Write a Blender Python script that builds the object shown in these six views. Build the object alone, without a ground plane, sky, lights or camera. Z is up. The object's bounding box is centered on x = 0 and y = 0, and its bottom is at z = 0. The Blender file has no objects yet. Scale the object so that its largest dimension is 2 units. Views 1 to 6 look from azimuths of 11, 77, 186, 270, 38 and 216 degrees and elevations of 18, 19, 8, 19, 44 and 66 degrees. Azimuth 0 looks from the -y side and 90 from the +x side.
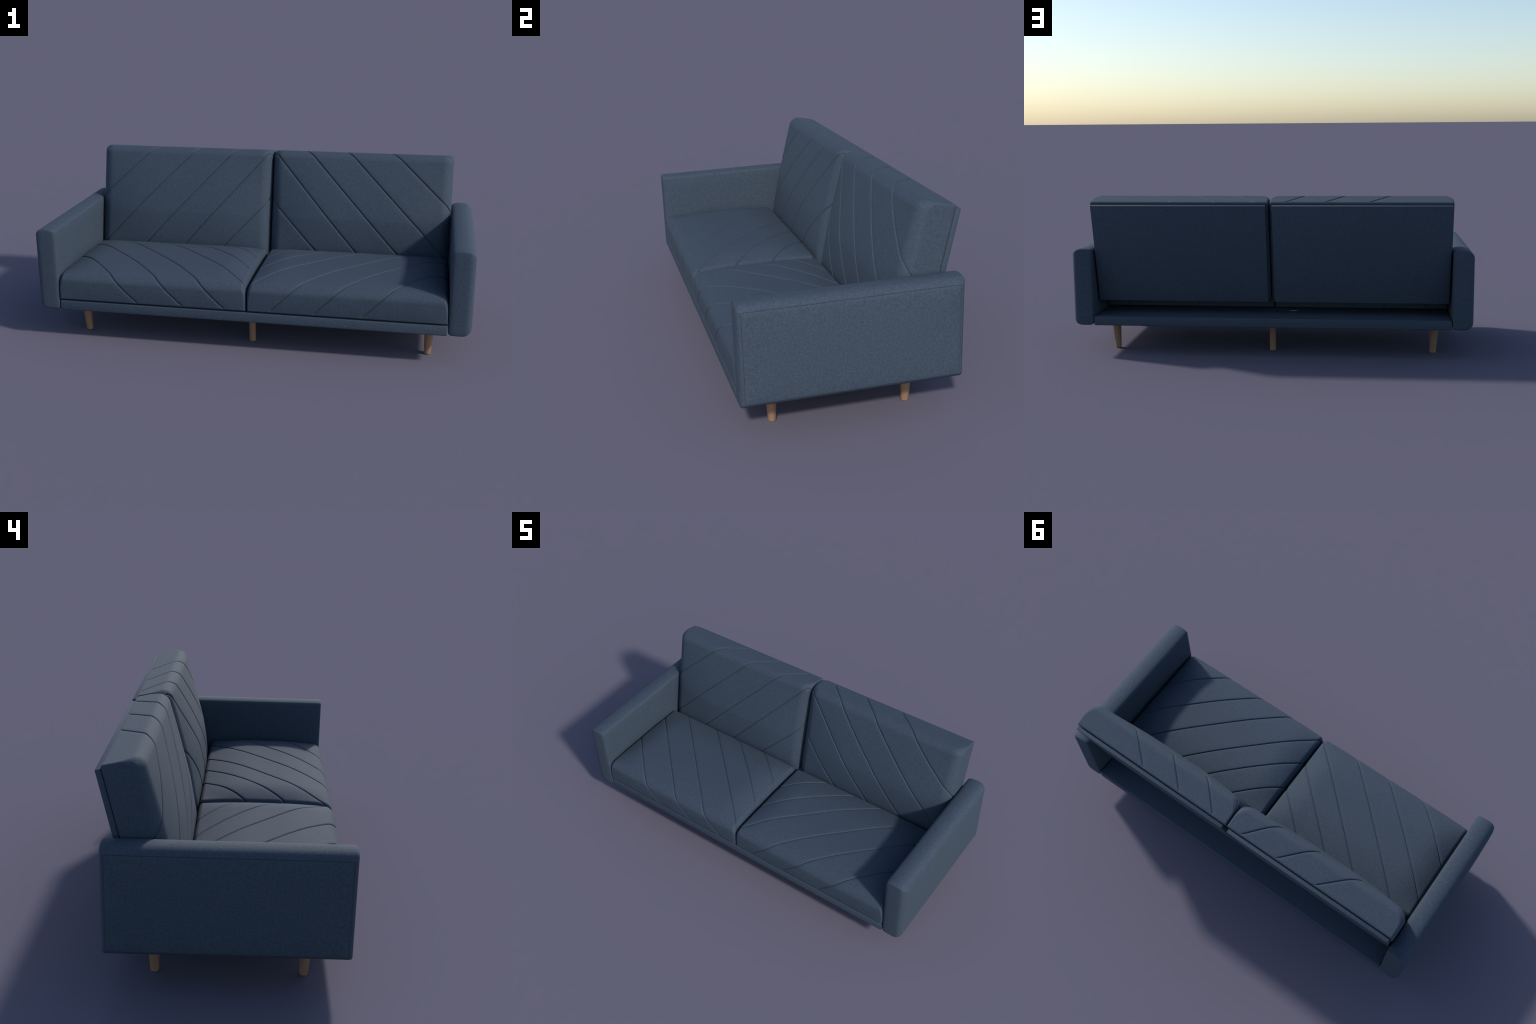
"""Two-seat fabric sofa bed: blue-grey heather upholstery, chevron quilted
cushions, block arms with a sewn side panel, slim plinth and six wooden legs."""
import bpy
import math
import numpy as np
from mathutils import Vector

# --------------------------------------------------------------------------
# main measures (metres)
# --------------------------------------------------------------------------
CUSHION_X = (0.0035, 0.8915)           # inner and outer end of each cushion
SEAT_Y = (-0.4205, 0.1455)
SEAT_Z = (0.2005, 0.322)
BACK_PIVOT = Vector((0.0, 0.3100, 0.2600))   # lower rear edge of back panel
BACK_TILT = math.atan(0.232)          # lean of the backrest
BACK_W = (0.003, 0.5208)             # along the backrest, bottom to top
BACK_T = (0.0225, 0.160)              # out of the backrest, rear to front

# --------------------------------------------------------------------------
# materials
# --------------------------------------------------------------------------
def node(nt, kind, **props):
    n = nt.nodes.new(kind)
    for k, v in props.items():
        setattr(n, k, v)
    return n


def fabric_material(name, grain, dark, light, rough=0.85):
    """Heather felt: two thread colours mixed in fine blotches, fuzzy bump."""
    m = bpy.data.materials.new(name)
    m.use_nodes = True
    nt = m.node_tree
    bsdf = nt.nodes["Principled BSDF"]
    tc = node(nt, "ShaderNodeTexCoord")
    blot = node(nt, "ShaderNodeTexNoise")
    blot.inputs["Scale"].default_value = grain
    blot.inputs["Detail"].default_value = 3.0
    blot.inputs["Roughness"].default_value = 0.62
    nt.links.new(tc.outputs["Object"], blot.inputs["Vector"])
    ramp = node(nt, "ShaderNodeValToRGB")
    ramp.color_ramp.elements[0].position = 0.36
    ramp.color_ramp.elements[0].color = (*dark, 1)
    ramp.color_ramp.elements[1].position = 0.64
    ramp.color_ramp.elements[1].color = (*light, 1)
    nt.links.new(blot.outputs["Fac"], ramp.inputs["Fac"])
    nt.links.new(ramp.outputs["Color"], bsdf.inputs["Base Color"])
    fuzz = node(nt, "ShaderNodeTexNoise")
    fuzz.inputs["Scale"].default_value = grain * 2.2
    fuzz.inputs["Detail"].default_value = 2.0
    nt.links.new(tc.outputs["Object"], fuzz.inputs["Vector"])
    bump = node(nt, "ShaderNodeBump")
    bump.inputs["Strength"].default_value = 0.18
    bump.inputs["Distance"].default_value = 0.002
    nt.links.new(fuzz.outputs["Fac"], bump.inputs["Height"])
    nt.links.new(bump.outputs["Normal"], bsdf.inputs["Normal"])
    bsdf.inputs["Roughness"].default_value = rough
    bsdf.inputs["Specular IOR Level"].default_value = 0.5
    return m


def wood_material(name):
    """Pale lacquered beech with long soft grain along the leg."""
    m = bpy.data.materials.new(name)
    m.use_nodes = True
    nt = m.node_tree
    bsdf = nt.nodes["Principled BSDF"]
    tc = node(nt, "ShaderNodeTexCoord")
    mp = node(nt, "ShaderNodeMapping")
    mp.inputs["Scale"].default_value = (70, 70, 5)
    nt.links.new(tc.outputs["Object"], mp.inputs["Vector"])
    grain = node(nt, "ShaderNodeTexNoise")
    grain.inputs["Scale"].default_value = 1.0
    grain.inputs["Detail"].default_value = 4.0
    nt.links.new(mp.outputs["Vector"], grain.inputs["Vector"])
    ramp = node(nt, "ShaderNodeValToRGB")
    ramp.color_ramp.elements[0].position = 0.3
    ramp.color_ramp.elements[0].color = (0.215, 0.126, 0.072, 1)
    ramp.color_ramp.elements[1].position = 0.7
    ramp.color_ramp.elements[1].color = (0.272, 0.164, 0.097, 1)
    nt.links.new(grain.outputs["Fac"], ramp.inputs["Fac"])
    nt.links.new(ramp.outputs["Color"], bsdf.inputs["Base Color"])
    bsdf.inputs["Roughness"].default_value = 0.55
    return m


FAB_DARK = (0.0290, 0.0405, 0.0605)
FAB_LIGHT = (0.0370, 0.0615, 0.0920)
M_COARSE = fabric_material("heather_fabric_coarse", 140.0, FAB_DARK, FAB_LIGHT)
M_FINE = fabric_material("heather_fabric_fine", 180.0, FAB_DARK, FAB_LIGHT)
M_WOOD = wood_material("beech_wood")

# --------------------------------------------------------------------------
# object helpers
# --------------------------------------------------------------------------
def add_object(name, mesh, parent, material=None, location=(0, 0, 0)):
    ob = bpy.data.objects.new(name, mesh)
    bpy.context.scene.collection.objects.link(ob)
    ob.parent = parent
    ob.location = location
    if material is not None and not mesh.materials:
        mesh.materials.append(material)
    return ob


def mesh_from(name, verts, faces):
    me = bpy.data.meshes.new(name)
    me.from_pydata([tuple(v) for v in verts], [], faces)
    me.shade_smooth()
    me.update()
    return me


# --------------------------------------------------------------------------
# cushions: rounded box, crowned face, diagonal sewn channels
# axes of a cushion: a = across the sofa (0 at the sofa middle, outwards),
#                    l = along the quilted face, h = out of the quilted face
# --------------------------------------------------------------------------
def spaced(lo, hi, step):
    n = max(2, int(round((hi - lo) / step)))
    return np.linspace(lo, hi, n + 1)


def box_surface(A, L, H, step, back_step):
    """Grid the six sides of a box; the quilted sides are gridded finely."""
    ga, gl, gh = spaced(*A, step), spaced(*L, step), spaced(*H, step)
    pts, quads, base = [], [], 0
    for axis in range(3):
        for end in (0, 1):
            if axis == 0:
                u, v = np.meshgrid(gl, gh, indexing="ij")
                p = np.stack([np.full_like(u, A[end]), u, v], -1)
            elif axis == 1:
                u, v = np.meshgrid(ga, gh, indexing="ij")
                p = np.stack([u, np.full_like(u, L[end]), v], -1)
            else:
                g1, g2 = (ga, gl)
                u, v = np.meshgrid(g1, g2, indexing="ij")
                p = np.stack([u, v, np.full_like(u, H[end])], -1)
            n, m = u.shape
            idx = np.arange(n * m).reshape(n, m) + base
            q = np.stack([idx[:-1, :-1], idx[1:, :-1], idx[1:, 1:], idx[:-1, 1:]], -1).reshape(-1, 4)
            if (axis in (0, 2)) != (end == 1):
                q = q[:, ::-1]
            pts.append(p.reshape(-1, 3))
            quads.append(q)
            base += n * m
    p = np.concatenate(pts)
    q = np.concatenate(quads)
    # weld the shared edges
    key = np.round(p * 1e5).astype(np.int64)
    _, first, inv = np.unique(key, axis=0, return_index=True, return_inverse=True)
    return p[first], inv.reshape(-1)[q]


def unfold(major, depth, corner_at, depth_at, r):
    """Length walked along a face and round a corner of radius r."""
    dm, dd = major - corner_at, depth - depth_at
    ang = np.arctan2(np.maximum(dm, 1e-9), np.maximum(dd, 1e-9))
    around = corner_at + r * ang
    past = corner_at + r * math.pi / 2 + np.maximum(-dd, 0)
    return np.where(dm <= 0, major, np.where(dd <= 0, past, around))


def cushion_mesh(name, A, L, H, radii, crown, seams, quilt_end, mirror, place,
                 step=0.0021):
    """radii: rounding (across, along-low, along-high, front, rear)
    seams: list of (offset at the quilted end corner, slope)
    quilt_end: +1 if channels fold over the high end of l, -1 the low end."""
    p, quads = box_surface(A, L, H, step, step)
    ra, rl0, rl1, rf, rr = radii
    lo = np.array([A[0], L[0], H[0]])
    hi = np.array([A[1], L[1], H[1]])
    # rounded box with its own radius on every side
    # (soft towards the quilted face, tight towards the hidden rear)
    kh = np.clip((p[:, 2] - H[0]) / (H[1] - H[0]) / 0.6 - 0.67, 0, 1)[:, None]
    kh = kh * kh * (3 - 2 * kh)
    tight = 0.009
    rlo = np.concatenate([tight + (ra - tight) * kh, tight + (rl0 - tight) * kh, np.full_like(kh, rr)], 1)
    rhi = np.concatenate([tight + (ra - tight) * kh, tight + (rl1 - tight) * kh, np.full_like(kh, rf)], 1)
    q = np.minimum(np.maximum(p, lo + rlo), hi - rhi)
    d = p - q
    r = np.where(d < 0, rlo, rhi)
    e = d / r
    ln = np.linalg.norm(e, axis=1, keepdims=True)
    big = np.maximum(np.abs(e).max(axis=1, keepdims=True), 1e-9)
    pos = np.where(ln > 1e-9, q + r * e / np.maximum(ln, 1e-9) * np.minimum(big, 1.0), p)
    a, l, h = pos.T
    # crown of the quilted face: stuffing pushes the middle out
    top, reach_a, reach_l, end_share, puff, undercut = crown
    da = np.clip(np.minimum(a - A[0], A[1] - a) / reach_a, 0, 1)
    dl = np.clip(np.minimum((l - L[0]) / reach_l[0], (L[1] - l) / reach_l[1]), 0, 1)
    fa = 1 - (1 - da) ** 2.2
    fl = 1 - (1 - dl) ** 2.0
    lift = top * fa * (end_share + (1 - end_share) * fl)
    hk = np.clip((h - H[0]) / (H[1] - H[0]), 0, 1)
    h = h + lift * hk ** 2
    # the folded-over end of the cushion puffs out a little as well
    end_l = L[1] if quilt_end > 0 else L[0]
    near = np.clip(1 - np.abs(l - end_l) / 0.05, 0, 1)
    l = l + quilt_end * puff * fa * near * np.sin(math.pi * np.clip(hk, 0, 1)) ** 0.8
    # lower end cut level with the floor although the cushion leans
    l = l - undercut * hk * np.clip(1 - (l - L[0]) / 0.15, 0, 1)
    # unfolded coordinates for straight sewn lines
    re = rl1 if quilt_end > 0 else rl0
    if quilt_end > 0:
        u = unfold(l, h, L[1] - re, H[1] - re, re) - (L[1] - re)
    else:
        u = unfold(-l, h, -(L[0] + re), H[1] - re, re) + (L[0] + re)
    x_out = unfold(a, h, A[1] - ra, H[1] - ra, ra)
    over_end = (u > re * 0.8)
    x_unf = np.where(over_end, a, x_out)
    x_unf = np.where((a < A[0] + ra) & ~over_end,
                     -unfold(-a, h, -(A[0] + ra), H[1] - ra, ra), x_unf)
    groove = np.zeros_like(a)
    for c, k in seams:
        dist = np.abs(x_unf - (c - k * u)) / math.sqrt(1 + k * k)
        g = 0.0055 * np.exp(-(dist / 0.0027) ** 2) + 0.0010 * np.exp(-(dist / 0.010) ** 2)
        groove = np.maximum(groove, g)
    # no stitching on the hidden rear
    groove *= np.clip((hk - 0.02) / 0.1, 0, 1)
    # push along the surface normal
    nrm = np.zeros_like(pos)
    P = np.stack([a, l, h], -1)
    fn = np.cross(P[quads[:, 2]] - P[quads[:, 0]], P[quads[:, 3]] - P[quads[:, 1]])
    for i in range(4):
        np.add.at(nrm, quads[:, i], fn)
    nrm /= np.maximum(np.linalg.norm(nrm, axis=1, keepdims=True), 1e-12)
    P = P - nrm * groove[:, None]
    if mirror:
        P[:, 0] *= -1
        quads = quads[:, ::-1]
    W = place(P)
    me = bpy.data.meshes.new(name)
    me.vertices.add(len(W))
    me.vertices.foreach_set("co", W.astype(np.float32).ravel())
    me.loops.add(quads.size)
    me.loops.foreach_set("vertex_index", quads.astype(np.int32).ravel())
    me.polygons.add(len(quads))
    me.polygons.foreach_set("loop_start", np.arange(0, quads.size, 4, dtype=np.int32))
    me.update(calc_edges=True)
    me.validate()
    me.shade_smooth()
    return me


def place_seat(P):
    return P


SEAT_SEAMS = [(0.655, 1.02), (0.440, 1.02), (0.243, 1.02), (0.018, 1.04),
              (-0.165, 1.07), (-0.355, 1.10)]
BACK_SEAMS = [(0.650, 1.05), (0.424, 0.97), (0.222, 0.92), (0.040, 0.87), (-0.190, 0.93)]


def place_back(P):
    s, c = math.sin(BACK_TILT), math.cos(BACK_TILT)
    out = np.empty_like(P)
    out[:, 0] = P[:, 0]
    out[:, 1] = BACK_PIVOT.y + s * P[:, 1] - c * P[:, 2]
    out[:, 2] = BACK_PIVOT.z + c * P[:, 1] + s * P[:, 2]
    return out


# --------------------------------------------------------------------------
# arms: stack of rounded-rectangle rings across the arm's thickness
# --------------------------------------------------------------------------
def rounded_rect(yf, yr, zb, zt, r, n=6, m=14):
    pts = []
    corners = [(yr - r, zt - r, 0), (yf + r, zt - r, 1), (yf + r, zb + r, 2), (yr - r, zb + r, 3)]
    for cy, cz, k in corners:
        arc = [(cy + r * math.cos(math.pi / 2 * (k + i / n)), cz + r * math.sin(math.pi / 2 * (k + i / n)))
               for i in range(n + 1)]
        pts.append(arc)
    ring = []
    for k in range(4):
        ring += pts[k]
        (y0, z0), (y1, z1) = pts[k][-1], pts[(k + 1) % 4][0]
        ring += [(y0 + (y1 - y0) * j / m, z0 + (z1 - z0) * j / m) for j in range(1, m)]
    return ring


# x, front y, rear y, bottom z, top z, corner radius
ARM_RINGS = [
    (0.8945, -0.3710, 0.3520, 0.2000, 0.4800, 0.0040),
    (0.8945, -0.4100, 0.3910, 0.1630, 0.5210, 0.0060),
    (0.8955, -0.4145, 0.3955, 0.1590, 0.5260, 0.0080),
    (0.8985, -0.4175, 0.3985, 0.1540, 0.5300, 0.0090),
    (0.9040, -0.4195, 0.4005, 0.1505, 0.5335, 0.0100),
    (0.9110, -0.4205, 0.4015, 0.1490, 0.5360, 0.0100),
    (0.9230, -0.4210, 0.4020, 0.1485, 0.5385, 0.0100),
    (0.9370, -0.4210, 0.4020, 0.1485, 0.5395, 0.0100),
    (0.9510, -0.4210, 0.4020, 0.1485, 0.5390, 0.0100),
    (0.9630, -0.4210, 0.4020, 0.1495, 0.5370, 0.0100),
    (0.9720, -0.4205, 0.4015, 0.1525, 0.5340, 0.0100),
    (0.9800, -0.4185, 0.3995, 0.1575, 0.5290, 0.0100),
    (0.9860, -0.4150, 0.3960, 0.1630, 0.5235, 0.0100),
    (0.9905, -0.4105, 0.3915, 0.1675, 0.5175, 0.0090),
    (0.9920, -0.4075, 0.3885, 0.1700, 0.5145, 0.0080),
    (0.9919, -0.4060, 0.3870, 0.1709, 0.5130, 0.0080),
    (0.9909, -0.4049, 0.3862, 0.1716, 0.5119, 0.0070),
]
PANEL_RINGS = [
    (0.9890, -0.4045, 0.3858, 0.1705, 0.5115, 0.0070),
    (0.9912, -0.4044, 0.3858, 0.1702, 0.5114, 0.0070),
    (0.9928, -0.4032, 0.3850, 0.1704, 0.5102, 0.0070),
    (0.9940, -0.4010, 0.3820, 0.1735, 0.5080, 0.0070),
    (0.9952, -0.3970, 0.3780, 0.1835, 0.5040, 0.0060),
    (0.9966, -0.3860, 0.3670, 0.1950, 0.4930, 0.0060),
    (0.9985, -0.3510, 0.3320, 0.2300, 0.4580, 0.0060),
    (0.9997, -0.2710, 0.2520, 0.2900, 0.3980, 0.0060),
    (1.0000, -0.1710, 0.1520, 0.3250, 0.3630, 0.0060),
]


def ring_stack_mesh(name, rings, side, close_first, close_last):
    verts, faces = [], []
    count = 0
    for x, yf, yr, zb, zt, r in rings:
        ring = rounded_rect(yf, yr, zb, zt, r)
        count = len(ring)
        verts += [(side * x, y, z) for y, z in ring]
    for i in range(len(rings) - 1):
        for j in range(count):
            k = (j + 1) % count
            f = (i * count + j, i * count + k, (i + 1) * count + k, (i + 1) * count + j)
            faces.append(f if side < 0 else f[::-1])
    if close_first:
        f = tuple(range(count))
        faces.append(f[::-1] if side < 0 else f)
    if close_last:
        s = (len(rings) - 1) * count
        f = tuple(range(s, s + count))
        faces.append(f if side < 0 else f[::-1])
    return mesh_from(name, verts, faces)


# --------------------------------------------------------------------------
# plain bevelled boxes (plinth, back panels) and legs
# --------------------------------------------------------------------------
def bevel_box_mesh(name, lo, hi, width, segments=3):
    import bmesh
    bm = bmesh.new()
    bmesh.ops.create_cube(bm, size=1.0)
    for v in bm.verts:
        for i in range(3):
            v.co[i] = lo[i] if v.co[i] < 0 else hi[i]
    bmesh.ops.bevel(bm, geom=list(bm.edges), offset=width, segments=segments,
                    profile=0.5, affect="EDGES")
    me = bpy.data.meshes.new(name)
    bm.to_mesh(me)
    bm.free()
    me.shade_smooth()
    me.set_sharp_from_angle(angle=math.radians(50))
    return me


def leg_mesh(name, foot, head, r_foot, r_head, height, sides=24):
    """Round tapered leg from its foot on the floor up into the plinth."""
    verts, faces = [], []
    levels = [(0.0, r_foot - 0.0015), (0.0012, r_foot), (0.25, None), (0.5, None), (0.75, None), (1.0, r_head)]
    for t, r in levels:
        z = t * height
        r = r if r is not None else r_foot + (r_head - r_foot) * t
        cx, cy = foot[0] + (head[0] - foot[0]) * t, foot[1] + (head[1] - foot[1]) * t
        verts += [(cx + r * math.cos(2 * math.pi * i / sides), cy + r * math.sin(2 * math.pi * i / sides), z)
                  for i in range(sides)]
    for i in range(len(levels) - 1):
        for j in range(sides):
            k = (j + 1) % sides
            faces.append((i * sides + j, i * sides + k, (i + 1) * sides + k, (i + 1) * sides + j))
    faces.append(tuple(range(sides))[::-1])
    s = (len(levels) - 1) * sides
    faces.append(tuple(range(s, s + sides)))
    me = mesh_from(name, verts, faces)
    me.set_sharp_from_angle(angle=math.radians(50))
    return me


# --------------------------------------------------------------------------
# build
# --------------------------------------------------------------------------
sofa = bpy.data.objects.new("sofa", None)
bpy.context.scene.collection.objects.link(sofa)
sofa["label"] = "blue-grey two-seat sofa bed with chevron quilted cushions and wooden legs"
sofa["category"] = "sofa"

plinth = bevel_box_mesh("plinth", (-0.8915, -0.4195, 0.1475), (0.8915, 0.4000, 0.1950), 0.006)
add_object("plinth", plinth, sofa, M_FINE)

for side in (1, -1):
    mirror = side < 0
    arm = add_object("armrest", ring_stack_mesh("armrest", ARM_RINGS, side, True, True), sofa, M_COARSE)
    add_object("side_panel", ring_stack_mesh("side_panel", PANEL_RINGS, side, True, True), arm, M_COARSE)

    seat = cushion_mesh("seat_cushion", CUSHION_X, SEAT_Y, SEAT_Z,
                        (0.023, 0.036, 0.020, 0.034, 0.006),
                        (0.039, 0.16, (0.22, 0.22), 0.05, 0.005, 0.0), SEAT_SEAMS, -1, mirror, place_seat)
    add_object("seat_cushion", seat, sofa, M_FINE)

    back = cushion_mesh("backrest_cushion", CUSHION_X, BACK_W, BACK_T,
                        (0.052, 0.014, 0.040, 0.040, 0.010),
                        (0.036, 0.34, (0.21, 0.38), 0.0, 0.0, 0.036), BACK_SEAMS, 1, mirror, place_back)
    cushion = add_object("backrest_cushion", back, sofa, M_FINE)

    # board behind the cushion, leaning with it
    lo, hi = sorted((side * 0.016, side * 0.884))
    panel = bevel_box_mesh("backrest_panel", (lo, 0.0, 0.0), (hi, 0.508, 0.0205), 0.0025, 2)
    co = np.empty(len(panel.vertices) * 3, dtype=np.float32)
    panel.vertices.foreach_get("co", co)
    co = place_back(co.reshape(-1, 3).astype(float))
    panel.vertices.foreach_set("co", co.astype(np.float32).ravel())
    panel.flip_normals()
    panel.update()
    add_object("backrest_panel", panel, sofa, M_FINE)

LEG_HEIGHT = 0.156
for sx in (1, -1):
    for y_foot, y_head in ((-0.2745, -0.278), (0.2465, 0.250)):
        me = leg_mesh("leg", (0.812 * sx, y_foot), (0.8175 * sx, y_head), 0.0155, 0.0232, LEG_HEIGHT)
        add_object("leg", me, sofa, M_WOOD)
for y in (-0.272, 0.252):
    me = leg_mesh("leg", (0.0, y), (0.0, y), 0.0155, 0.0164, LEG_HEIGHT)
    add_object("leg", me, sofa, M_WOOD)
